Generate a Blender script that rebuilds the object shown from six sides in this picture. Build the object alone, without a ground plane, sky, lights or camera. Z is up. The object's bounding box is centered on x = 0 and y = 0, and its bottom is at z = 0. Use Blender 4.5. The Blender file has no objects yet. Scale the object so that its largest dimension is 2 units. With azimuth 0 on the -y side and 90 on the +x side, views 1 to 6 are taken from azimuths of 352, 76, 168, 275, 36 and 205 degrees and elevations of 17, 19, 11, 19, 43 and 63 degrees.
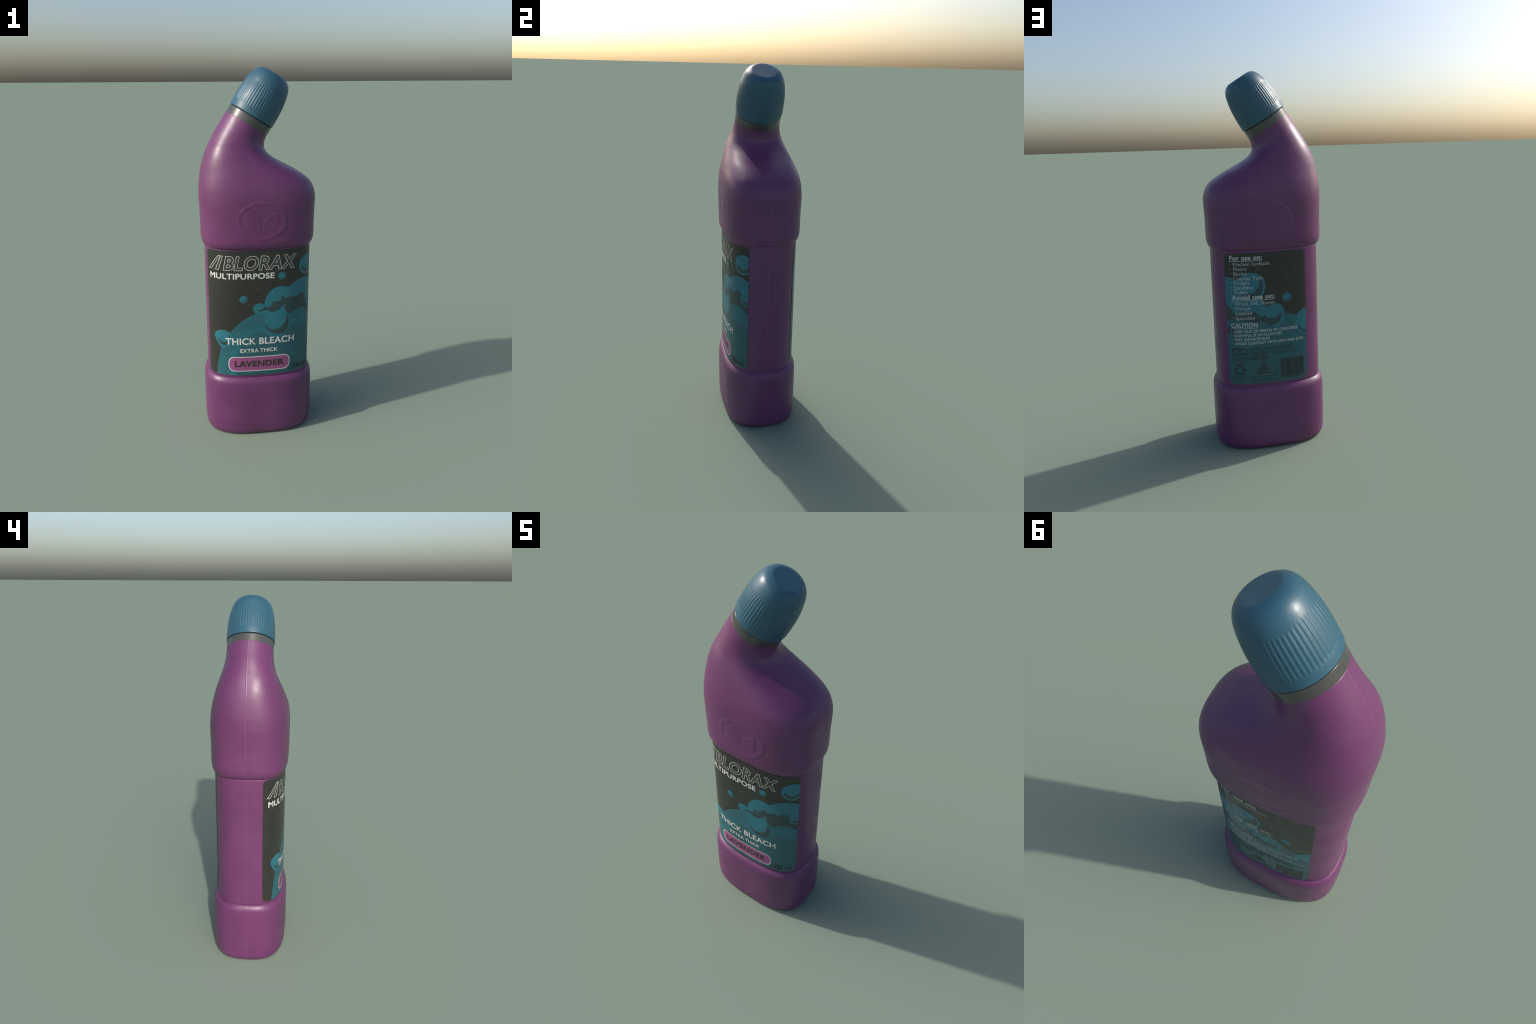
import math, numpy as np
# ---------------------------------------------------------------- profile
HALF = 0.3115
# horizontal rings of the lower bottle: height, half width, half depth
LOWER = [
    (0.004, 0.262, 0.172), (0.000, 0.282, 0.187), (0.004, 0.291, 0.1955), (0.014, 0.2985, 0.2030),
    (0.035, 0.3045, 0.2090), (0.080, 0.3072, 0.2115), (0.150, 0.3078, 0.2120), (0.285, 0.3076, 0.2113),
    (0.308, 0.3068, 0.2104), (0.324, 0.3055, 0.2092), (0.335, 0.3032, 0.2070), (0.343, 0.2998, 0.2034), (0.350, 0.2950, 0.1985),
    (0.3560, 0.2900, 0.1932), (0.3590, 0.2862, 0.1892), (0.3620, 0.2852, 0.1882), (0.3655, 0.2861, 0.1891), (0.372, 0.2868, 0.1898),  # shallow dip modelled to draw the dark crease shadow above the base ledge
    (1.086, 0.2868, 0.1898), (1.0915, 0.2860, 0.1890), (1.0945, 0.2850, 0.1880), (1.0975, 0.2868, 0.1898), (1.103, 0.2924, 0.1954),  # tiny groove carved so the occlusion line under the skirt reads dark
    (1.109, 0.2968, 0.1998), (1.119, 0.3010, 0.2040), (1.133, 0.3043, 0.2074), (1.150, 0.3056, 0.2086),
]
PLAN = 2.9
# slanted rings from the shoulder to the neck: left end, right end (x, z), half depth, plan exponent
UPPER = [
    (-.3057, 1.180, .3057, 1.180, .2088, 2.90),
    (-.3060, 1.250, .3062, 1.250, .2096, 2.90),
    (-.3080, 1.310, .3085, 1.310, .2114, 2.88),
    (-.3098, 1.355, .3092, 1.352, .2115, 2.84),
    (-.3080, 1.405, .3015, 1.392, .2085, 2.80),
    (-.3030, 1.450, .2830, 1.427, .2020, 2.75),
    (-.2950, 1.497, .2480, 1.458, .1910, 2.70),
    (-.2850, 1.537, .1980, 1.489, .1795, 2.72),
    (-.2710, 1.578, .1380, 1.520, .1665, 2.68),
    (-.2550, 1.616, .0840, 1.551, .1530, 2.52),
    (-.2360, 1.653, .0535, 1.577, .1405, 2.30),
    (-.2120, 1.696, .0395, 1.604, .1300, 2.10),
    (-.1840, 1.740, .0415, 1.632, .1235, 2.00),
    (-.1540, 1.788, .0525, 1.661, .1210, 2.00),
]
def catmull(P, per):
    P = np.asarray(P, float); out = []
    for i in range(len(P)-1):
        p0 = P[max(i-1,0)]; p1 = P[i]; p2 = P[i+1]; p3 = P[min(i+2,len(P)-1)]
        for t in np.linspace(0,1,per,endpoint=False):
            out.append(.5*(2*p1+(p2-p0)*t+(2*p0-5*p1+4*p2-p3)*t*t+(3*p1-p0-3*p2+p3)*t**3))
    out.append(P[-1]); return np.array(out)
def ring(row, phi):
    lx,lz,rx,rz,b,n = row
    c,s = np.cos(phi),np.sin(phi)
    r = (np.abs(c)**n+np.abs(s)**n)**(-1/n)
    cx,cz = (lx+rx)/2,(lz+rz)/2; hx,hz=(rx-lx)/2,(rz-lz)/2
    return np.stack([cx+hx*r*c, b*r*s, cz+hz*r*c],-1)
def rows(per=4):
    lo=[(-a,z,a,z,b,PLAN) for z,a,b in LOWER]
    return lo, catmull(UPPER,per)
# cap axis frame
TILT=math.radians(31.4)
AX=np.array([math.sin(TILT),0,math.cos(TILT)]); AR=np.array([math.cos(TILT),0,-math.sin(TILT)])
CAPC=np.array([-.0265,0,1.7615])
CAP=[(0,.1235),(.003,.1252),(.04,.1252),(.075,.1242),(.112,.1215),(.14,.1175),(.172,.1115),(.19,.1065),(.208,.0995),(.221,.0905),(.2295,.080),(.235,.068),(.2370,.060),(.2365,.05),(.2365,0)]
COL=[(-.046,.1195),(-.045,.1212),(-.004,.1222)]
def lathe(pr,phi):
    return np.array([[CAPC+t*AX+r*(math.cos(p)*AR+math.sin(p)*np.array([0,1,0])) for p in phi] for t,r in pr])
import bpy, bmesh
from mathutils import Vector

COLL = bpy.context.scene.collection

# ================================================================ materials
def srgb(r, g, b):
    def f(c):
        c /= 255.0
        return c/12.92 if c <= .04045 else ((c+.055)/1.055)**2.4
    return (f(r), f(g), f(b), 1.0)

def new_material(name, rough, spec=.5):
    m = bpy.data.materials.new(name); m.use_nodes = True
    nt = m.node_tree; bs = nt.nodes["Principled BSDF"]
    bs.inputs["Roughness"].default_value = rough
    bs.inputs["Specular IOR Level"].default_value = spec
    return m, nt, bs

def noise(nt, scale, detail=4.0, rough=.55, stretch=(1, 1, 1)):
    tc = nt.nodes.new("ShaderNodeTexCoord"); mp = nt.nodes.new("ShaderNodeMapping")
    mp.inputs["Scale"].default_value = stretch
    n = nt.nodes.new("ShaderNodeTexNoise")
    n.inputs["Scale"].default_value = scale; n.inputs["Detail"].default_value = detail
    n.inputs["Roughness"].default_value = rough
    nt.links.new(tc.outputs["Object"], mp.inputs["Vector"])
    nt.links.new(mp.outputs["Vector"], n.inputs["Vector"])
    return n.outputs["Fac"]

def ramp(nt, src, stops):
    r = nt.nodes.new("ShaderNodeValToRGB"); el = r.color_ramp.elements
    while len(el) < len(stops): el.new(.5)
    for e, (p, c) in zip(el, stops):
        e.position = p; e.color = c if len(c) == 4 else (*c, 1)
    nt.links.new(src, r.inputs["Fac"]); return r.outputs["Color"]

def mix(nt, fac, a, b, mode="MIX"):
    m = nt.nodes.new("ShaderNodeMix"); m.data_type = "RGBA"; m.blend_type = mode
    for sock, v in ((m.inputs["Factor"], fac), (m.inputs[6], a), (m.inputs[7], b)):
        if isinstance(v, (int, float)): sock.default_value = v
        elif isinstance(v, tuple): sock.default_value = v
        else: nt.links.new(v, sock)
    return m.outputs[2]

def bump(nt, bs, src, strength, dist):
    b = nt.nodes.new("ShaderNodeBump")
    b.inputs["Strength"].default_value = strength; b.inputs["Distance"].default_value = dist
    nt.links.new(src, b.inputs["Height"]); nt.links.new(b.outputs["Normal"], bs.inputs["Normal"])

def shade(c, k):
    return (c[0]*k, c[1]*k, c[2]*k, 1)

def plastic(name, col, rough, spec, var=.12, grain=.00022, rvar=.08):
    """coloured plastic: soft cloudy tone, handling smudges in the gloss, faint grain"""
    m, nt, bs = new_material(name, rough, spec)
    cloudy = ramp(nt, noise(nt, 5.5, 5, .6), [(.3, shade(col, 1-var)), (.7, shade(col, 1+var*.6))])
    fine = ramp(nt, noise(nt, 60, 4, .7), [(.35, (.93, .93, .93)), (.6, (1, 1, 1))])
    nt.links.new(mix(nt, 1.0, cloudy, fine, "MULTIPLY"), bs.inputs["Base Color"])
    smudge = ramp(nt, noise(nt, 9, 6, .65), [(.3, (rough-rvar,)*3), (.7, (rough+rvar,)*3)])
    nt.links.new(smudge, bs.inputs["Roughness"])
    bump(nt, bs, noise(nt, 22, 5, .6), .25, grain*10)
    return m

def label_film(name, col, rough=.36, specks=True, gradient=None):
    """printed glossy film: flat ink with scuffs and rusty specks"""
    m, nt, bs = new_material(name, rough, .5)
    base = ramp(nt, noise(nt, 16, 6, .7), [(.35, shade(col, .9)), (.65, shade(col, 1.1))])
    if gradient:
        z0, z1, k0, k1 = gradient
        tc = nt.nodes.new("ShaderNodeTexCoord"); sx = nt.nodes.new("ShaderNodeSeparateXYZ")
        mr = nt.nodes.new("ShaderNodeMapRange")
        nt.links.new(tc.outputs["Object"], sx.inputs[0]); nt.links.new(sx.outputs["Z"], mr.inputs["Value"])
        mr.inputs["From Min"].default_value = z0; mr.inputs["From Max"].default_value = z1
        g = ramp(nt, mr.outputs["Result"], [(0, (k0,)*3), (1, (k1,)*3)])
        base = mix(nt, 1.0, base, g, "MULTIPLY")
    if specks:
        sp = ramp(nt, noise(nt, 62, 6, .74, (1, 1, .7)), [(.585, (0, 0, 0)), (.65, (1, 1, 1))])
        area = ramp(nt, noise(nt, 7, 3, .5, (1, 1, .6)), [(.45, (0, 0, 0)), (.62, (.75, .75, .75))])
        base = mix(nt, mix(nt, 1.0, sp, area, "MULTIPLY"), base, srgb(84, 75, 68))
        pit = ramp(nt, noise(nt, 130, 3, .6), [(.60, (1, 1, 1)), (.66, (.7, .7, .7))])
        base = mix(nt, 1.0, base, pit, "MULTIPLY")
    nt.links.new(base, bs.inputs["Base Color"])
    rr = ramp(nt, noise(nt, 30, 6, .7), [(.3, (rough-.06,)*3), (.7, (rough+.1,)*3)])
    nt.links.new(rr, bs.inputs["Roughness"])
    return m

PURPLE = srgb(100, 50, 93)
TEAL = srgb(36, 104, 116)
M_body = plastic("purple_plastic", PURPLE, .40, .5, .13)

def body_wear(m):
    """pale mould-seam line at both ends and a dull grey bloom in patches"""
    nt = m.node_tree; bs = nt.nodes["Principled BSDF"]
    col = bs.inputs["Base Color"].links[0].from_socket
    tc = nt.nodes.new("ShaderNodeTexCoord"); sx = nt.nodes.new("ShaderNodeSeparateXYZ")
    nt.links.new(tc.outputs["Object"], sx.inputs[0])
    ab = nt.nodes.new("ShaderNodeMath"); ab.operation = "ABSOLUTE"; nt.links.new(sx.outputs["Y"], ab.inputs[0])
    ln = nt.nodes.new("ShaderNodeMapRange"); nt.links.new(ab.outputs[0], ln.inputs["Value"])
    ln.inputs["From Min"].default_value = .0008; ln.inputs["From Max"].default_value = .0028
    ln.inputs["To Min"].default_value = .42; ln.inputs["To Max"].default_value = 0
    bloom = ramp(nt, noise(nt, 2.6, 6, .62), [(.42, (0, 0, 0)), (.72, (.10, .10, .10))])
    col = mix(nt, bloom, col, srgb(98, 76, 92))
    scuff = ramp(nt, noise(nt, 34, 6, .75, (1, 1, .35)), [(.60, (0, 0, 0)), (.72, (.35, .35, .35))])
    col = mix(nt, scuff, col, shade(PURPLE, .62))
    col = mix(nt, ln.outputs["Result"], col, shade(PURPLE, 1.7))
    nt.links.new(col, bs.inputs["Base Color"])
body_wear(M_body)
M_cap = plastic("blue_plastic", srgb(45, 86, 103), .39, .5, .08, .0003, .10)
M_collar = plastic("grey_collar_plastic", srgb(68, 68, 67), .25, .75, .10, .0001, .03)
M_char = label_film("charcoal_label", srgb(43, 43, 40))
M_white = label_film("white_ink", srgb(198, 198, 193), .45, False)
M_grey = label_film("letter_fill_ink", srgb(53, 53, 49))
M_back = label_film("back_ink", srgb(168, 171, 168), .45, False)
M_outline = label_film("outline_ink", srgb(178, 178, 172), .45, False)
M_dark = label_film("charcoal_ink", srgb(38, 38, 35), .45, False)
M_pink = label_film("lavender_ink", srgb(138, 72, 118))
M_t1 = label_film("bright_teal_ink", TEAL)
M_t2 = label_film("middle_teal_ink", shade(srgb(39, 92, 100), .95))
M_t2b = label_film("band_teal_ink", srgb(35, 97, 108), gradient=(.40, .70, 1.0, 1.0))
M_t3 = label_film("deep_teal_ink", srgb(36, 85, 93), gradient=(.38, .68, .92, 1.08))
M_t4 = label_film("slate_teal_ink", srgb(41, 62, 66))

# ================================================================ mesh helpers
def mesh_object(name, verts, faces, mat, parent, smooth=True):
    me = bpy.data.meshes.new(name)
    me.from_pydata([tuple(map(float, v)) for v in verts], [], faces)
    me.validate(); me.update()
    if smooth: me.polygons.foreach_set("use_smooth", [True]*len(me.polygons))
    me.materials.append(mat)
    ob = bpy.data.objects.new(name, me); COLL.objects.link(ob); ob.parent = parent
    return ob

def grid_faces(nr, nc, first=0):
    f = []
    for i in range(nr-1):
        for j in range(nc):
            k = (j+1) % nc
            f.append((first+i*nc+j, first+i*nc+k, first+(i+1)*nc+k, first+(i+1)*nc+j))
    return f

bottle = bpy.data.objects.new("bleach_bottle", None); COLL.objects.link(bottle)
bottle["label"] = "purple plastic bleach bottle with bent neck and blue ribbed cap"
bottle["category"] = "bleach bottle"

# ================================================================ body
def smoothstep(a, b, x):
    t = np.clip((x-a)/(b-a), 0, 1); return t*t*(3-2*t)

def seg_dist(px, pz, a, b):
    ax, az = a; bx, bz = b
    dx, dz = bx-ax, bz-az
    t = np.clip(((px-ax)*dx+(pz-az)*dz)/(dx*dx+dz*dz+1e-12), 0, 1)
    return np.hypot(px-ax-t*dx, pz-az-t*dz)

def poly_sdf(px, pz, P):
    d = np.full(px.shape, 9.0); inside = np.zeros(px.shape, bool)
    for a, b in zip(P, P[1:]+P[:1]):
        d = np.minimum(d, seg_dist(px, pz, a, b))
        if a[1] != b[1]:
            c = ((a[1] > pz) != (b[1] > pz)) & (px < (b[0]-a[0])*(pz-a[1])/(b[1]-a[1])+a[0])
            inside ^= c
    return np.where(inside, -d, d)

def smooth_loop(P, per=5):
    Q = []; n = len(P)
    P = [np.array(p, float) for p in P]
    for i in range(n):
        p0, p1, p2, p3 = P[i-1], P[i], P[(i+1) % n], P[(i+2) % n]
        for t in np.linspace(0, 1, per, endpoint=False):
            Q.append(tuple(.5*(2*p1+(p2-p0)*t+(2*p0-5*p1+4*p2-p3)*t*t+(3*p1-p0-3*p2+p3)*t**3)))
    return Q

def smooth_open(P, per=5):
    return [tuple(q) for q in catmull(np.array(P, float), per)]

# twin-leaf emblem on the shoulder: leaf outlines and their mid-rib slits, (u, z)
LEAF_A = smooth_open([(.0035, 1.196), (.004, 1.2373), (.0133, 1.2552), (.0285, 1.2746), (.0539, 1.288), (.0800, 1.2945)]) \
    + smooth_open([(.0800, 1.2945), (.0845, 1.2737), (.0828, 1.2427), (.0748, 1.221), (.0577, 1.2050), (.0290, 1.1980), (.0035, 1.196)])
LEAF_B = smooth_open([(-.0025, 1.196), (-.0022, 1.2375), (-.0087, 1.2597), (-.0237, 1.2803), (-.0471, 1.293), (-.0840, 1.3015)]) \
    + smooth_open([(-.0840, 1.3015), (-.0880, 1.2769), (-.0858, 1.2496), (-.0761, 1.2256), (-.0611, 1.2087), (-.0275, 1.1965), (-.0025, 1.196)])
VEIN_A = smooth_open([(.008, 1.1975), (.032, 1.2066), (.0456, 1.2189), (.0530, 1.2300)])
VEIN_B = smooth_open([(-.007, 1.1990), (-.030, 1.2060), (-.0450, 1.2160), (-.0545, 1.2330)])
TRI = [(.0560, 1.0*.121), (.0225, .0625), (.0900, .0605)]

def relief(u, z):
    """embossed height of emblem and triangle at arc position u, height z"""
    h = np.zeros_like(u)
    m = (np.abs(u) < .16) & (z > 1.14) & (z < 1.37)
    if m.any():
        a, b = u[m], z[m]
        rr = np.hypot((a-.0)/.1310, (b-1.2520)/.1000)
        wob = .0
        d = (rr-.930)*.112                                 # ring centre line
        ringh = 1-smoothstep(.0055, .0110, np.abs(d))
        ringh = np.maximum(ringh*.0013, .0004*(1-smoothstep(-.004, .004, d)))
        e = ringh
        for P, V in ((LEAF_A, VEIN_A), (LEAF_B, VEIN_B)):
            s = poly_sdf(a, b, P)
            pad = .0011*(1-smoothstep(-.0035, .0015, s))
            dv = np.full(a.shape, 9.)
            for p, q in zip(V[:-1], V[1:]): dv = np.minimum(dv, seg_dist(a, b, p, q))
            pad = pad*(1-.8*(1-smoothstep(.0008, .0040, dv)))
            e = np.maximum(e, pad+.0004*(rr < .93))
        h[m] = np.nan_to_num(e)
    m = (np.abs(u-.056) < .06) & (z > .04) & (z < .15)
    if m.any():
        d = np.full(u[m].shape, 9.)
        for p, q in zip(TRI, TRI[1:]+TRI[:1]): d = np.minimum(d, seg_dist(u[m], z[m], p, q))
        h[m] = .0010*(1-smoothstep(.0025, .0062, d))
    return h

def columns(n=600, fine=.0006):
    """plan angles, evenly spaced along the outline, crowded at the two mould seams"""
    ph = np.linspace(0, math.pi/2, 8001)
    p = ring((-HALF, 0, HALF, 0, .2135, PLAN), ph)
    s = np.concatenate([[0], np.cumsum(np.linalg.norm(np.diff(p, axis=0), axis=1))])
    near = [0, .0006, .0012, .0019, .0027, .0038, .0055]
    rest = np.linspace(near[-1], s[-1], n//4-5)[1:]
    q = np.interp(np.concatenate([near, rest]), s, ph)     # 0 .. pi/2
    a = np.concatenate([q, math.pi-q[::-1][1:]])           # 0 .. pi
    return np.concatenate([a, 2*math.pi-a[::-1][1:-1]])

def body_rows():
    rowsl = []
    L = [(-a, z, a, z, b, PLAN) for z, a, b in LOWER]
    lo = catmull([L[0]]+L[1:], 1)
    def lerp(A, B, k): return [tuple(np.array(A)*(1-t)+np.array(B)*t) for t in np.linspace(0, 1, k, endpoint=False)]
    for i, (A, B) in enumerate(zip(L[:-1], L[1:])):
        dz = abs(B[1]-A[1])
        if dz > .3: k = 24
        elif A[1] >= .035 and B[1] <= .15: k = max(1, int(dz/.0035))
        elif dz > .05: k = max(2, int(dz/.012))
        else: k = 3
        if k == 3 and 0 < i < len(L)-2:
            seg = catmull(L[i-1:i+3], 3)[3:6]; rowsl += [tuple(r) for r in seg]
        else: rowsl += lerp(A, B, k)
    up = [tuple(r) for r in catmull(UPPER, 26)]
    rowsl += lerp(L[-1], up[0], 10)
    # closer rings under the emblem
    rowsl += up
    return rowsl

def build_body():
    phi = columns(); nc = len(phi); R = body_rows()
    # finish: roll the neck inwards under the collar
    V = []
    for row in R:
        lx, lz, rx, rz, b, n = row
        P = ring(row, phi)
        # outline normals in the ring's own plane
        t = np.roll(P, -1, 0)-np.roll(P, 1, 0)
        ax = np.array([rx-lx, 0, rz-lz]); ax = ax/np.linalg.norm(ax)
        nrm = np.cross(t, np.cross(ax, np.array([0, 1, 0]))); nrm /= np.linalg.norm(nrm, axis=1)[:, None]
        if np.mean(np.sum(nrm*(P-P.mean(0)), 1)) < 0: nrm = -nrm
        seg = np.linalg.norm(np.diff(P, axis=0, append=P[:1]), axis=1)
        s = np.concatenate([[0], np.cumsum(seg)[:-1]])
        def at(p): return np.interp(p, phi, s)
        h = np.zeros(nc); zz = P[:, 2]
        front = P[:, 1] < 0
        uf = s-at(1.5*math.pi); ub = s-at(.5*math.pi)
        h += np.where(front, relief(uf, zz), np.where(zz > .5, relief(ub+.012, zz), .6*relief(ub-.088, zz)))
        # mould seam bead, both ends
        h += .0007*np.exp(-(P[:, 1]/.0018)**2)
        V.append(P+nrm*h[:, None])
    for dr, dt in ((.003, .003), (.009, .004)):
        row = R[-1]; lx, lz, rx, rz, b, n = row
        c = np.array([lx+rx, 0, lz+rz])/2
        P = c+(ring(row, phi)-c)*(1-dr/b)+AX*dt
        V.append(P)
    nr = len(V); V = np.concatenate(V)
    F = grid_faces(nr, nc)
    F.append(tuple(range(nc))[::-1]); F.append(tuple(range((nr-1)*nc, nr*nc)))
    ob = mesh_object("body", V, F, M_body, bottle)
    return ob
build_body()

# ================================================================ cap and collar
def lathe_mesh(name, pr, n, mat, groove=None, close=True):
    ph = np.linspace(0, 2*math.pi, n, endpoint=False); V = []
    for t, r in pr:
        rad = np.full(n, r)
        if groove is not None: rad = rad-groove(t, ph)
        V.append(CAPC+t*AX+rad[:, None]*(np.cos(ph)[:, None]*AR+np.sin(ph)[:, None]*np.array([0, 1, 0])))
    nr = len(V); V = np.concatenate(V)
    F = grid_faces(nr, n)
    if close: F.append(tuple(range(n))[::-1]); F.append(tuple(range((nr-1)*n, nr*n)))
    return mesh_object(name, V, F, mat, bottle)

RIBS = 54
def rib_groove(t, ph):
    w = smoothstep(.029, .041, t)*(1-smoothstep(.150, .172, t))
    return w*.00115*smoothstep(-.55, .75, np.cos(ph*RIBS))
cap_profile = [(0, .112), (0, .1200), (.0, .1228), (.0006, .1240), (.0022, .1250)] + \
    [tuple(p) for p in catmull([(.004, .1253), (.025, .12535), (.031, .1253), (.037, .1252), (.075, .1243), (.112, .1215), (.14, .1175), (.160, .1138), (.172, .1112),
     (.19, .1062), (.206, .0995), (.219, .0910), (.2280, .0810), (.2335, .0712)], 6)] + \
    [(.2356, .0665), (.2364, .0640), (.23685, .0615), (.2370, .0585), (.2370, .045), (.2370, .02), (.2370, .003)]
lathe_mesh("cap", cap_profile, RIBS*16, M_cap, rib_groove)
collar_profile = [(-.0462, .112), (-.0468, .1185), (-.0466, .1200), (-.0458, .1208), (-.0448, .1211), (-.0435, .12122), (-.042, .12127), (-.025, .1217), (-.0085, .12215), (-.0065, .1222), (-.0055, .12215),
                  (-.0045, .1219), (-.0038, .1208), (-.0036, .1165), (.006, .1160), (.006, .100)]
lathe_mesh("collar", collar_profile, 256, M_collar)

# ================================================================ labels
LA, LB = .2868, .1898                      # waist section carrying the labels
_ph = np.linspace(0, math.pi/2, 6001)
_r = (np.sin(_ph)**PLAN+np.cos(_ph)**PLAN)**(-1/PLAN)
_x, _y = LA*_r*np.sin(_ph), LB*_r*np.cos(_ph)
_s = np.concatenate([[0], np.cumsum(np.hypot(np.diff(_x), np.diff(_y)))])
_nx = np.gradient(_y, _s)*-1; _ny = np.gradient(_x, _s)
def wrap(u, z, lift, side):
    """label plane (u, z) on to the waist; side -1 front, +1 back"""
    a = abs(u); sg = 1 if u >= 0 else -1
    x = np.interp(a, _s, _x); y = np.interp(a, _s, _y)
    nx = np.interp(a, _s, _nx); ny = np.interp(a, _s, _ny)
    l = math.hypot(nx, ny); nx, ny = nx/l, ny/l
    X, Y = sg*(x+nx*lift), -(y+ny*lift)
    return (X, Y, z) if side < 0 else (-X, -Y, z)

def rounded_rect(x0, z0, x1, z1, r, k=8):
    P = []
    for cx, cz, a0 in ((x1-r, z0+r, -90), (x1-r, z1-r, 0), (x0+r, z1-r, 90), (x0+r, z0+r, 180)):
        for i in range(k+1):
            a = math.radians(a0+90*i/k); P.append((cx+r*math.cos(a), cz+r*math.sin(a)))
    return P
def ellipse(cx, cz, rx, rz=None, k=40):
    rz = rz or rx
    return [(cx+rx*math.cos(2*math.pi*i/k), cz+rz*math.sin(2*math.pi*i/k)) for i in range(k)]

def fill_bm(loops):
    """2-D outlines (even-odd) filled through a curve"""
    cu = bpy.data.curves.new("tmp", "CURVE"); cu.dimensions = "2D"; cu.fill_mode = "BOTH"
    for P in loops:
        sp = cu.splines.new("POLY"); sp.points.add(len(P)-1); sp.use_cyclic_u = True
        for q, (x, y) in zip(sp.points, P): q.co = (x, y, 0, 1)
    return curve_bm(cu)
def curve_bm(cu):
    ob = bpy.data.objects.new("tmp", cu); COLL.objects.link(ob)
    dg = bpy.context.evaluated_depsgraph_get()
    me = ob.evaluated_get(dg).to_mesh()
    bm = bmesh.new(); bm.from_mesh(me)
    ob.evaluated_get(dg).to_mesh_clear()
    bpy.data.objects.remove(ob); bpy.data.curves.remove(cu)
    return bm
def glyph_loops(body, spacing, shear):
    """outline polygons of the built-in font, grouped letter part by letter part (outer first)"""
    cu = bpy.data.curves.new("tmp", "FONT"); cu.body = body; cu.size = 1; cu.shear = shear
    cu.resolution_u = 4; cu.space_character = spacing; cu.fill_mode = "NONE"
    bm = curve_bm(cu); loops = []; seen = set()
    for v in bm.verts:
        if v in seen: continue
        L, cur, prev = [], v, None
        while cur is not None and cur not in seen:
            seen.add(cur); p = (cur.co.x, cur.co.y)
            if not L or math.hypot(p[0]-L[-1][0], p[1]-L[-1][1]) > .004: L.append(p)
            nxt = [e.other_vert(cur) for e in cur.link_edges]
            cur = next((n for n in nxt if n not in seen), None)
        if len(L) > 2 and math.hypot(L[0][0]-L[-1][0], L[0][1]-L[-1][1]) < .004: L.pop()
        if len(L) > 2: loops.append(L)
    bm.free()
    area = lambda L: sum(p[0]*q[1]-q[0]*p[1] for p, q in zip(L, L[1:]+L[:1]))/2
    def inside(p, L):
        c = False
        for (x0, y0), (x1, y1) in zip(L, L[1:]+L[:1]):
            if (y0 > p[1]) != (y1 > p[1]) and p[0] < (x1-x0)*(p[1]-y0)/(y1-y0)+x0: c = not c
        return c
    loops = [L if area(L) > 0 else L[::-1] for L in loops]
    groups = [[L] for L in loops if not any(M is not L and inside(L[0], M) for M in loops)]
    for L in loops:
        for G in groups:
            if L is not G[0] and inside(L[0], G[0]): G.append(L[::-1]); break
    return groups

def thicken(L, d):
    """push an outline outwards by d (holes, running the other way, close up); mitres limited"""
    n = len(L); Q = []
    for i in range(n):
        (ax, ay), (bx, by), (cx, cy) = L[i-1], L[i], L[(i+1) % n]
        ux, uy = bx-ax, by-ay; vx, vy = cx-bx, cy-by
        lu, lv = math.hypot(ux, uy), math.hypot(vx, vy)
        n1, n2 = (uy/lu, -ux/lu), (vy/lv, -vx/lv)
        mx, my = n1[0]+n2[0], n1[1]+n2[1]; l2 = mx*mx+my*my
        k = min(2/l2, 1.3/math.sqrt(l2)) if l2 > 1e-6 else 0
        Q.append((bx+mx*k*d, by+my*k*d))
    return Q

CAPH = max(y for G in glyph_loops("H", 1, 0) for L in G for x, y in L)

def place_text(body, u0, u1, z0, z1, bold=0.0, shear=0.0, spacing=None, extra=0.0):
    """lettering with base line z0 and capital height z1-z0, squeezed to span u0..u1;
    bold thickens the strokes inside that size, extra (metres) fattens the finished letters"""
    G = glyph_loops(body, spacing or 1+bold*1.6, shear)
    xs = [x for g in G for L in g for x, y in L]; a, b = min(xs)-bold, max(xs)+bold
    ky = (z1-z0)/(CAPH+2*bold); kx = (u1-u0)/(b-a); out = []
    for g in G:
        P = [[((x-a)*kx+u0, (y+bold)*ky+z0) for x, y in (thicken(L, bold) if bold else L)] for L in g]
        if extra: P = [thicken(L, extra) for L in P]
        out.append(fill_bm(P))
    tot = bmesh.new()
    for bm in out:
        me = bpy.data.meshes.new("t"); bm.to_mesh(me); tot.from_mesh(me); bpy.data.meshes.remove(me); bm.free()
    return tot

def clip(bm, box):
    x0, z0, x1, z1 = box
    for co, no in (((x0, 0, 0), (-1, 0, 0)), ((x1, 0, 0), (1, 0, 0)), ((0, z0, 0), (0, -1, 0)), ((0, z1, 0), (0, 1, 0))):
        bmesh.ops.bisect_plane(bm, geom=bm.verts[:]+bm.edges[:]+bm.faces[:], plane_co=co, plane_no=no, clear_outer=True)
def slice_u(bm, step=.008):
    xs = [v.co.x for v in bm.verts]
    if not xs: return
    x = math.ceil(min(xs)/step)*step
    while x < max(xs):
        bmesh.ops.bisect_plane(bm, geom=bm.verts[:]+bm.edges[:]+bm.faces[:], plane_co=(x, 0, 0), plane_no=(1, 0, 0))
        x += step

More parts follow.
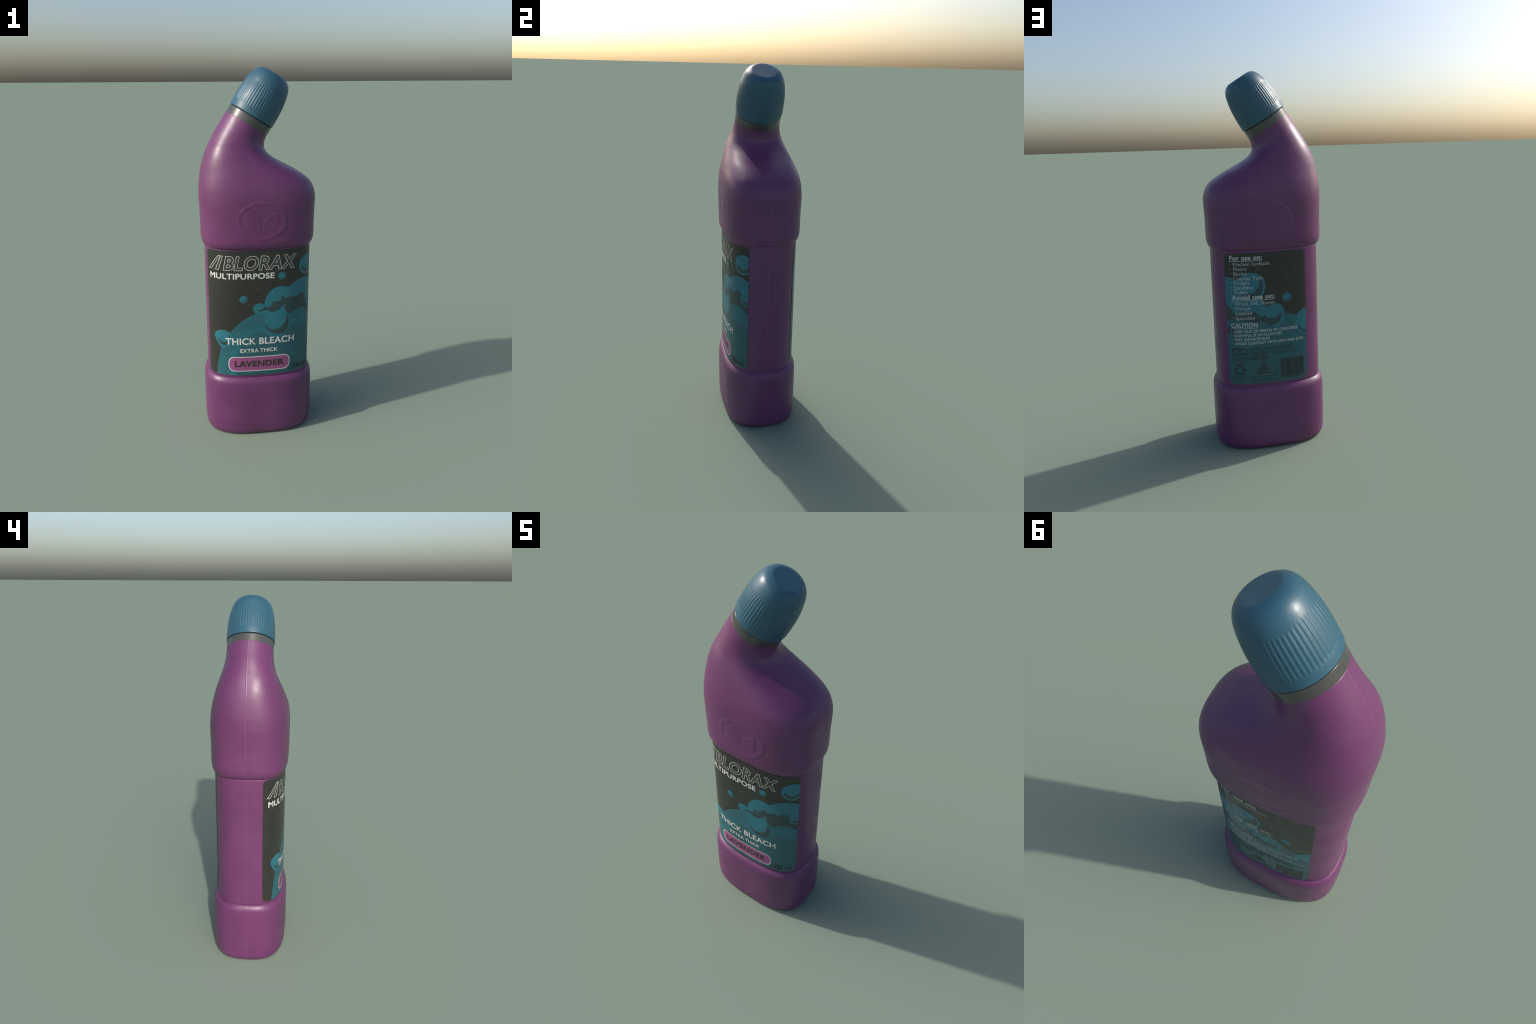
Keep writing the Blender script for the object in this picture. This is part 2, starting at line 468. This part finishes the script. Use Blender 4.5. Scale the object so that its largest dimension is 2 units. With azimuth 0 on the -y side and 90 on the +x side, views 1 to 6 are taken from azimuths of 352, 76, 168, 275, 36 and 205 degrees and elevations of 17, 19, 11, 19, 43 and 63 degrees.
def print_on(name, bms, mat, parent, side, lift, box=None, thick=.0):
    """wrap flat artwork on to the bottle as one printed piece"""
    tot = bmesh.new()
    for bm in bms:
        me = bpy.data.meshes.new("t"); bm.to_mesh(me); tot.from_mesh(me); bpy.data.meshes.remove(me); bm.free()
    bmesh.ops.triangulate(tot, faces=tot.faces[:])
    if box: clip(tot, box)
    slice_u(tot)
    bmesh.ops.triangulate(tot, faces=[f for f in tot.faces if len(f.verts) > 4])
    for f in tot.faces:
        f.normal_update()
        if f.normal.z < 0: f.normal_flip()
    if thick:
        g = bmesh.ops.extrude_face_region(tot, geom=tot.faces[:])
        low = [e for e in g["geom"] if isinstance(e, bmesh.types.BMVert)]
        for v in low: v.co.z = 1
    else: low = []
    for v in tot.verts: v.co = wrap(v.co.x, v.co.y, (lift+thick*(v.co.z)) if thick else lift, side)
    me = bpy.data.meshes.new(name); tot.to_mesh(me); tot.free()
    me.polygons.foreach_set("use_smooth", [not thick or True]*len(me.polygons))
    me.materials.append(mat)
    # shading normals: the smooth waist's own
    ob = bpy.data.objects.new(name, me); COLL.objects.link(ob); ob.parent = parent
    if not thick:
        nn = []
        for v in me.vertices:
            x, y = v.co.x, v.co.y
            gx = math.copysign(abs(x/LA)**(PLAN-1)/LA, x); gy = math.copysign(abs(y/LB)**(PLAN-1)/LB, y)
            l = math.hypot(gx, gy); nn.append((gx/l, gy/l, 0))
        me.normals_split_custom_set_from_vertices(nn)
    else:
        me.set_sharp_from_angle(angle=math.radians(50))
    return ob

FILM = .0014
def film_label(name, box, r, side):
    bm = fill_bm([rounded_rect(*box, r)])
    ob = print_on(name, [bm], M_char, bottle, side, 0.0002, None, FILM-.0002)
    return ob

def inset(box, d=.0008): return (box[0]+d, box[1]+d, box[2]-d, box[3]-d)
class Art:
    """stack of ink layers, each a hair above the last"""
    def __init__(self, parent, side, box, corner): self.p, self.s, self.b, self.n, self.c = parent, side, inset(box), 0, corner
    def lift(self): self.n += 1; return FILM+.00008+.00007*self.n
    def poly(self, name, loops, mat, smooth=True):
        bms = []
        for P in loops: bms.append(fill_bm([smooth_loop(P, 4) if smooth else P]))
        ob = print_on(name, bms, mat, self.p, self.s, self.lift(), self.b); ob["kind"] = "stuff"; return ob
    def raw(self, name, bms, mat):
        ob = print_on(name, bms, mat, self.p, self.s, self.lift(), self.b); return ob

# ---------------------------------------------------------------- front label
FBOX = (-.314, .3735, .2965, 1.0935)
front = film_label("front_label", FBOX, .030, -1)
A = Art(front, -1, FBOX, .03)
R = .32
# big foam mound: rim, inner band, deep body. Cut short of the rounded corners.
def corner_cut(pts): return pts
bot = .3735
A.poly("foam_mound", [[(-.256, bot), (-.2423, .4709), (-.2242, .5402), (-.1989, .5963), (-.1696, .6352), (-.1357, .6754), (-.0996, .705), (-.0637, .7274),
    (-.0361, .7413), (.05, .775), (.15, .79), (.25, .78), (.2965, .76), (.2965, .405), (.288, .383), (.268, bot)]], M_t2, False)
A.poly("foam_mound", [[(-.178, bot), (-.1724, .4909), (-.154, .569), (-.1144, .6212), (-.0587, .6644), (-.0031, .6865), (.06, .70), (.15, .705), (.2965, .69),
    (.2965, .405), (.288, .383), (.268, bot)]], M_t2b, False)
A.poly("foam_mound", [[(-.142, bot), (-.1355, .5048), (-.1153, .5541), (-.0871, .5931), (-.0451, .6244), (-.0032, .6338), (.08, .635), (.2, .665), (.2965, .640),
    (.2965, .405), (.288, .383), (.268, bot)]], M_t3, False)
A.poly("foam_cloud", [[(.11, .72), (.1534, .76), (.25, .78), (.33, .75), (.33, .66), (.28, .672), (.23, .690), (.18, .690), (.14, .665)]], M_t2b)
G = ellipse(.083, .690, .0840, .0960)
A.poly("foam_bubble", [[(.03, .75), (.126, .80), (.16, .72), (.08, .66), (.01, .70)]], M_t1, False)
A.poly("foam_bubble", [G], M_t2b, False)
A.poly("foam_bubble", [smooth_loop([(.0164, .70), (.0300, .6610), (.0470, .6450), (.0699, .6400), (.1042, .6530), (.1280, .6820), (.1400, .7250), (.1265, .7900), (.09, .76), (.04, .75)])], M_t1, False)
A.poly("bubble_crescent", [smooth_open([(.0164, .6822), (.0248, .6499), (.0474, .6301), (.0815, .6164), (.1162, .6171), (.1396, .6383), (.1496, .6763), (.1446, .7155)], 5)
    + smooth_open([(.1356, .7161), (.1272, .6825), (.1042, .6551), (.0699, .6418), (.0388, .6519), (.0164, .6822)], 5)[:-1]], M_t4, False)
A.poly("foam_shadow", [smooth_open([(.0150, .7700), (.0331, .7588), (.0554, .7454), (.0919, .7572), (.126, .7905)], 5) + smooth_open([(.1265, .7895), (.1278, .7622), (.1383, .7399), (.1534, .7288),
    (.1748, .7342), (.1920, .7455), (.2218, .7490), (.25, .7450), (.2743, .7228), (.33, .700)], 5) + [(.33, .87), (.25, .87), (.06, .84), (.018, .785)]], M_t4, False)
A.poly("foam_cloud", [smooth_open([(.0225, .7690), (.0165, .7805), (.0151, .8012), (.0247, .8357), (.0522, .8717), (.08, .887), (.1078, .8904), (.1483, .881)], 5)
    + smooth_open([(.1490, .8825), (.166, .8980), (.1950, .9130), (.2255, .922), (.2530, .922), (.2750, .9120), (.2907, .8995)], 5) + [(.2945, .907), (.33, .95), (.33, .80)]
    + smooth_open([(.28, .80), (.2562, .8150), (.2400, .8400), (.2273, .8300)], 4) + [(.2141, .8430)]
    + smooth_open([(.2057, .8264), (.186, .8215), (.1700, .8290)], 4) + smooth_open([(.1611, .8242), (.1373, .8207), (.1198, .8281), (.1083, .8395)], 4)
    + smooth_open([(.1056, .8178), (.0930, .8080), (.0803, .8040), (.0590, .8055)], 4) + smooth_open([(.058, .8042), (.0497, .7813), (.0275, .7705)], 4)], M_t1, False)
A.poly("foam_bubble", [ellipse(.292, .802, .044, .046)], M_t1, False)
def crescent(cx, cz, r, a0=195, a1=350, ro=.80, ri=.72, off=.22):
    """dark sickle along the lower right inside a bubble"""
    o = [(cx+r*ro*math.cos(math.radians(a)), cz+r*ro*math.sin(math.radians(a))) for a in np.linspace(a0, a1, 16)]
    mid = math.radians((a0+a1)/2); ox, oz = -off*r*math.cos(mid), -off*r*math.sin(mid)
    i = [(cx+ox+r*ri*math.cos(math.radians(a)), cz+oz+r*ri*math.sin(math.radians(a))) for a in np.linspace(a1, a0, 16)[1:-1]]
    return o+i
A.poly("bubble_crescent", [crescent(.292, .802, .045, 195, 330)], M_t4, False)
A.poly("foam_bubble", [ellipse(-.0130, .7700, .0350, .0300)], M_t1, False)
A.poly("foam_bubble", [smooth_loop([(-.046, .766), (-.030, .738), (.0, .732), (.045, .742), (.034, .757), (.01, .752), (-.02, .76)])], M_t1, False)
A.poly("bubble_crescent", [smooth_open([(-.033, .7650), (-.012, .7520), (.008, .7560), (.034, .7680)], 5)+smooth_open([(.030, .774), (.014, .7790), (.004, .7660), (-.014, .7590), (-.033, .7650)], 5)[:-1]], M_t4, False)
H = smooth_loop([(-.2630, .5960), (-.2520, .6300), (-.2125, .6460), (-.1697, .6322), (-.156, .6020), (-.1739, .5588), (-.2031, .5400), (-.2300, .5470)])
A.poly("foam_bubble", [H], M_t1, False)
A.poly("bubble_crescent", [smooth_open([(-.2480, .6020), (-.2330, .5690), (-.1999, .5563), (-.1730, .5900), (-.1730, .6220)], 5)+smooth_open([(-.1756, .6200), (-.1850, .5880), (-.2010, .5740), (-.2234, .5770), (-.2480, .6020)], 5)[:-1]], M_t4, False)
A.poly("foam_bubble", [ellipse(-.098, .825, .0212), ellipse(.1085, .948, .0207), ellipse(.262, .992, .0560, .0560)], M_t1, False)
A.poly("bubble_crescent", [crescent(-.098, .825, .0212, 215, 375), crescent(.1085, .948, .0207, 215, 375), crescent(.262, .992, .056, 195, 335, .80, .76, .30)], M_t4, False)
# flavour pill
A.poly("flavour_badge_border", [rounded_rect(-.1845, .3985, .1560, .4880, .034)], M_white, False)
A.poly("flavour_badge", [rounded_rect(-.1800, .4030, .1515, .4835, .0305)], M_pink, False)
A.raw("badge_lettering", [place_text("LAVENDER", -.1510, .1220, .4255, .4622, .050)], M_dark)
# brand outline lettering
slashes = [[(-.2298, 1.0685), (-.2155, 1.0685), (-.2725, .9890), (-.2935, .9890)], [(-.2165, 1.0665), (-.2025, 1.0665), (-.2280, .9875), (-.2500, .9875)]]
inner = [[(-.2282, 1.0655), (-.2200, 1.0655), (-.2742, .9920), (-.2880, .9920)], [(-.2142, 1.0638), (-.2060, 1.0638), (-.2302, .9905), (-.2455, .9905)]]
BL = dict(u0=-.2025, u1=.1885, z0=.9875, z1=1.0640, bold=.030, shear=.22, spacing=1.06)
A.raw("brand_outline", [place_text("BLORAX", **BL, extra=.0019)] + [fill_bm([P]) for P in slashes], M_outline)
A.raw("brand_lettering", [place_text("BLORAX", **BL, extra=-.0012)] + [fill_bm([P]) for P in inner], M_grey)
A.raw("lettering", [place_text("MULTIPURPOSE", -.2840, .0680, .9385, .9705, .028),
    place_text("THICK BLEACH", -.1990, .1820, .5605, .6000, .028),
    place_text("EXTRA THICK", -.1186, .0870, .5128, .5357, .024)], M_white)
A.raw("volume_lettering", [place_text("750 ml", .1720, .2700, .3890, .4190, .005)], M_dark)

# ---------------------------------------------------------------- back label
BBOX = (-.2398, .3745, .1915, 1.0865)
back = film_label("back_label", BBOX, .030, 1)
B = Art(back, 1, BBOX, .03)
e0, e1 = BBOX[0], BBOX[2]
low = [(e1, .404), (.183, .384), (.163, .3745), (-.2115, .3745), (-.231, .383), (e0, .403)]
B.poly("foam_mound", [[(e0, .80), (-.10, .79), (.03, .78), (.0696, .7555), (.104, .7473), (.137, .7355), (e1, .72)]+low], M_t2, False)
B.poly("foam_mound", [[(e0, .70), (-.12, .716), (-.02, .690), (.05, .700), (.12, .690), (e1, .650)]+low], M_t3, False)
B.poly("foam_cloud", [smooth_open([(-.28, .985), (-.24, .9680), (-.212, .9593), (-.189, .9455), (-.1772, .9435)], 4) + smooth_open([(-.1770, .9440), (-.1579, .9628), (-.1296, .9795), (-.0974, .9830), (-.0654, .9734), (-.0405, .9538),
    (-.0299, .9245), (-.0285, .9077), (-.0339, .8795), (-.0465, .8565)], 4) + smooth_open([(-.05, .83), (-.03, .796)], 3) + [(-.03, .77), (-.20, .75), (-.28, .78)]], M_t1, False)
B.poly("bubble_crescent", [smooth_open([(-.0495, .9500), (-.0418, .9183), (-.0441, .8899), (-.0557, .8621), (-.0956, .8470), (-.1302, .8560), (-.1560, .8720)], 4)
    + smooth_open([(-.1480, .8710), (-.1066, .8720), (-.0829, .8842), (-.063, .9152), (-.0598, .9400), (-.0495, .9500)], 4)[:-1]], M_t4, False)
B.poly("foam_shadow", [[(-.28, .826), (-.24, .8231)]+smooth_open([(-.2375, .8231), (-.2275, .8044), (-.213, .7956)], 4)+smooth_open([(-.2125, .7950), (-.2064, .7813), (-.1900, .7650)], 4)
    + [(-.10, .775), (.03, .765), (.058, .760), (.060, .735), (.030, .7020), (-.0050, .6960), (-.0423, .7162), (-.10, .7180), (-.16, .728), (-.1938, .7409), (-.2163, .7303), (-.24, .7313), (-.28, .735)]], M_t4, False)
B.poly("foam_cloud", [smooth_open([(-.11, .79), (-.0275, .7960), (-.0034, .8056), (.0278, .8110), (.0516, .8006), (.0654, .7761), (.0696, .7561), (.064, .720), (.040, .690), (.000, .683)], 4)
    + smooth_open([(.000, .690), (.036, .706), (.050, .735), (.0474, .765)], 4) + smooth_open([(.040, .752), (.0279, .7388), (-.0083, .7325), (-.0300, .7390)], 4)
    + smooth_open([(-.034, .752), (-.055, .745), (-.080, .765)], 3)], M_t1, False)
B.poly("foam_shadow", [[(-.28, .690), (-.238, .682)]+smooth_open([(-.236, .682), (-.2207, .6934), (-.2013, .687), (-.202, .672), (-.238, .660)], 3)+[(-.28, .655)]], M_t4, False)
B.poly("foam_bubble", [ellipse(.1915, .6950, .0680, .0720), ellipse(.0847, .8385, .0248)], M_t1, False)
B.poly("bubble_crescent", [smooth_open([(.1370, .6900), (.1500, .6560), (.1720, .6350), (.2000, .6250)], 4)+smooth_open([(.2000, .6430), (.1760, .6500), (.1550, .6660), (.1370, .6900)], 4)[:-1],
    crescent(.0847, .8385, .0248, 215, 375)], M_t4, False)
W = []
def line(t, u0, u1, z0, z1, b): W.append(place_text(t, u0, u1, z0, z1, b))
def bar(u0, z0, u1, z1): W.append(fill_bm([[(u0, z0), (u1, z0), (u1, z1), (u0, z1)]]))
line("For use on:", -.2095, -.0425, 1.0495, 1.0755, .034); bar(-.2105, 1.0440, -.0418, 1.0468)
for t, u1, z in (("Kitchen Surfaces", -.0041, 1.0210), ("Floors", -.1244, .9962), ("Basins", -.1213, .9713), ("Counter Tops", -.0413, .9455),
                 ("Fridges", -.1120, .9225), ("Dustbins", -.0940, .8972), ("Toilets", -.1227, .8726)):
    line(t, -.1915, u1, z, z+.0182, 0); W.append(fill_bm([ellipse(-.2073, z+.0105, .0023, k=10)]))
line("Avoid use on:", -.2070, .0172, .8408, .8672, .034); bar(-.2080, .8345, .0179, .8370)
for t, u1, z in (("Wool, Silk, Rayon", .0159, .8112), ("Mohair", -.1055, .7850), ("Leather", -.0985, .7595), ("Spandex", -.0878, .7335)):
    line(t, -.1900, u1, z, z+.0184, 0); W.append(fill_bm([ellipse(-.2069, z+.0105, .0023, k=10)]))
line("CAUTION", -.2165, -.0765, .6895, .7140, .034); bar(-.2180, .6840, -.0748, .6865)
for t, u1, z in (("KEEP OUT OF REACH OF CHILDREN", .1348, .6610), ("HARMFUL IF SWALLOWED", .0513, .6390), ("MAY IRRITATE SKIN", -.0160, .6172), ("AVOID CONTACT WITH SKIN AND EYES", .1690, .5960)):
    line(t, -.1995, u1, z, z+.0152, .022); W.append(fill_bm([ellipse(-.2146, z+.0078, .0021, k=10)]))
B.raw("lettering", W, M_back)
W = []
line("STORE IN A COOL PLACE AND NOT", -.2175, .1137, .5592, .5772, .010)
line("IN DIRECT SUNLIGHT. STORE AWAY", -.2172, .1259, .5340, .5530, .010)
line("FROM FOODSTUFFS.", -.2172, -.0220, .5085, .5272, .010)
line("Bottle made with", -.2182, -.1477, .4165, .4235, .02)
line("recycled plastic.", -.2151, -.1519, .4035, .4105, .02)
line("Do not drink the", -.1222, .0180, .4082, .4205, .0)
line("forbidden liquid.", -.1230, .0175, .3890, .4010, .0)
line("0", .0320, .0365, .3945, .4010, .02); line("12345", .0560, .0990, .3925, .4005, .02)
line("67890", .1090, .1540, .3925, .4005, .02); line("5", .1745, .1780, .3965, .4030, .02)
# bar code: guard bars longer, modules of varying width
rng = np.random.default_rng(12)
u = .0395; i = 0
while u < .1690:
    w = (1, 2, 1, 3, 1, 2, 4, 1)[int(rng.integers(0, 8))]*.00145
    long = i < 2 or u > .160 or .100 < u < .106
    bar(u, .3975 if long else .4035, min(u+w, .1705), .5030)
    u += w+(1, 1, 2, 1, 3, 1)[int(rng.integers(0, 6))]*.00145; i += 1
# recycling mark: three folded arrows
def rot(P, a, c):
    ca, sa = math.cos(a), math.sin(a)
    return [(c[0]+x*ca-y*sa, c[1]+x*sa+y*ca) for x, y in P]
rc = (-.1812, .4560)
for a in range(3):
    W.append(fill_bm([rot([(-.0215, .0150), (-.0110, .0305), (.0100, .0305), (.0155, .0225), (.0205, .0252), (.0185, .0110), (.0050, .0165), (.0095, .0190), (.0040, .0235), (-.0035, .0235), (-.0100, .0090)], a*2*math.pi/3, rc)]))
# poison triangle with skull and bones
t0 = [(-.0521, .4965), (-.0925, .4285), (-.0112, .4300)]; cx, cz = -.0521, .4517
W.append(fill_bm([t0, [(cx+(x-cx)*.80, cz+(z-cz)*.80) for x, z in t0]]))
sk = (-.0519, .4590)
W.append(fill_bm([smooth_loop([(sk[0]-.0090, sk[1]-.006), (sk[0]-.0115, sk[1]+.004), (sk[0], sk[1]+.0125), (sk[0]+.0115, sk[1]+.004), (sk[0]+.0090, sk[1]-.006), (sk[0]+.004, sk[1]-.0105), (sk[0]-.004, sk[1]-.0105)], 4),
    ellipse(sk[0]-.0045, sk[1]-.0005, .0027, k=12), ellipse(sk[0]+.0045, sk[1]-.0005, .0027, k=12)]))
for sgn in (-1, 1):
    W.append(fill_bm([rot([(-.0190, -.0018), (.0190, -.0018), (.0190, .0018), (-.0190, .0018)], sgn*.42, (sk[0], .4425))]))
    for e in (-1, 1):
        W.append(fill_bm([ellipse(sk[0]+e*.0175, .4425+sgn*e*.0080, .0030, k=12)]))
B.raw("small_print", W, M_dark)
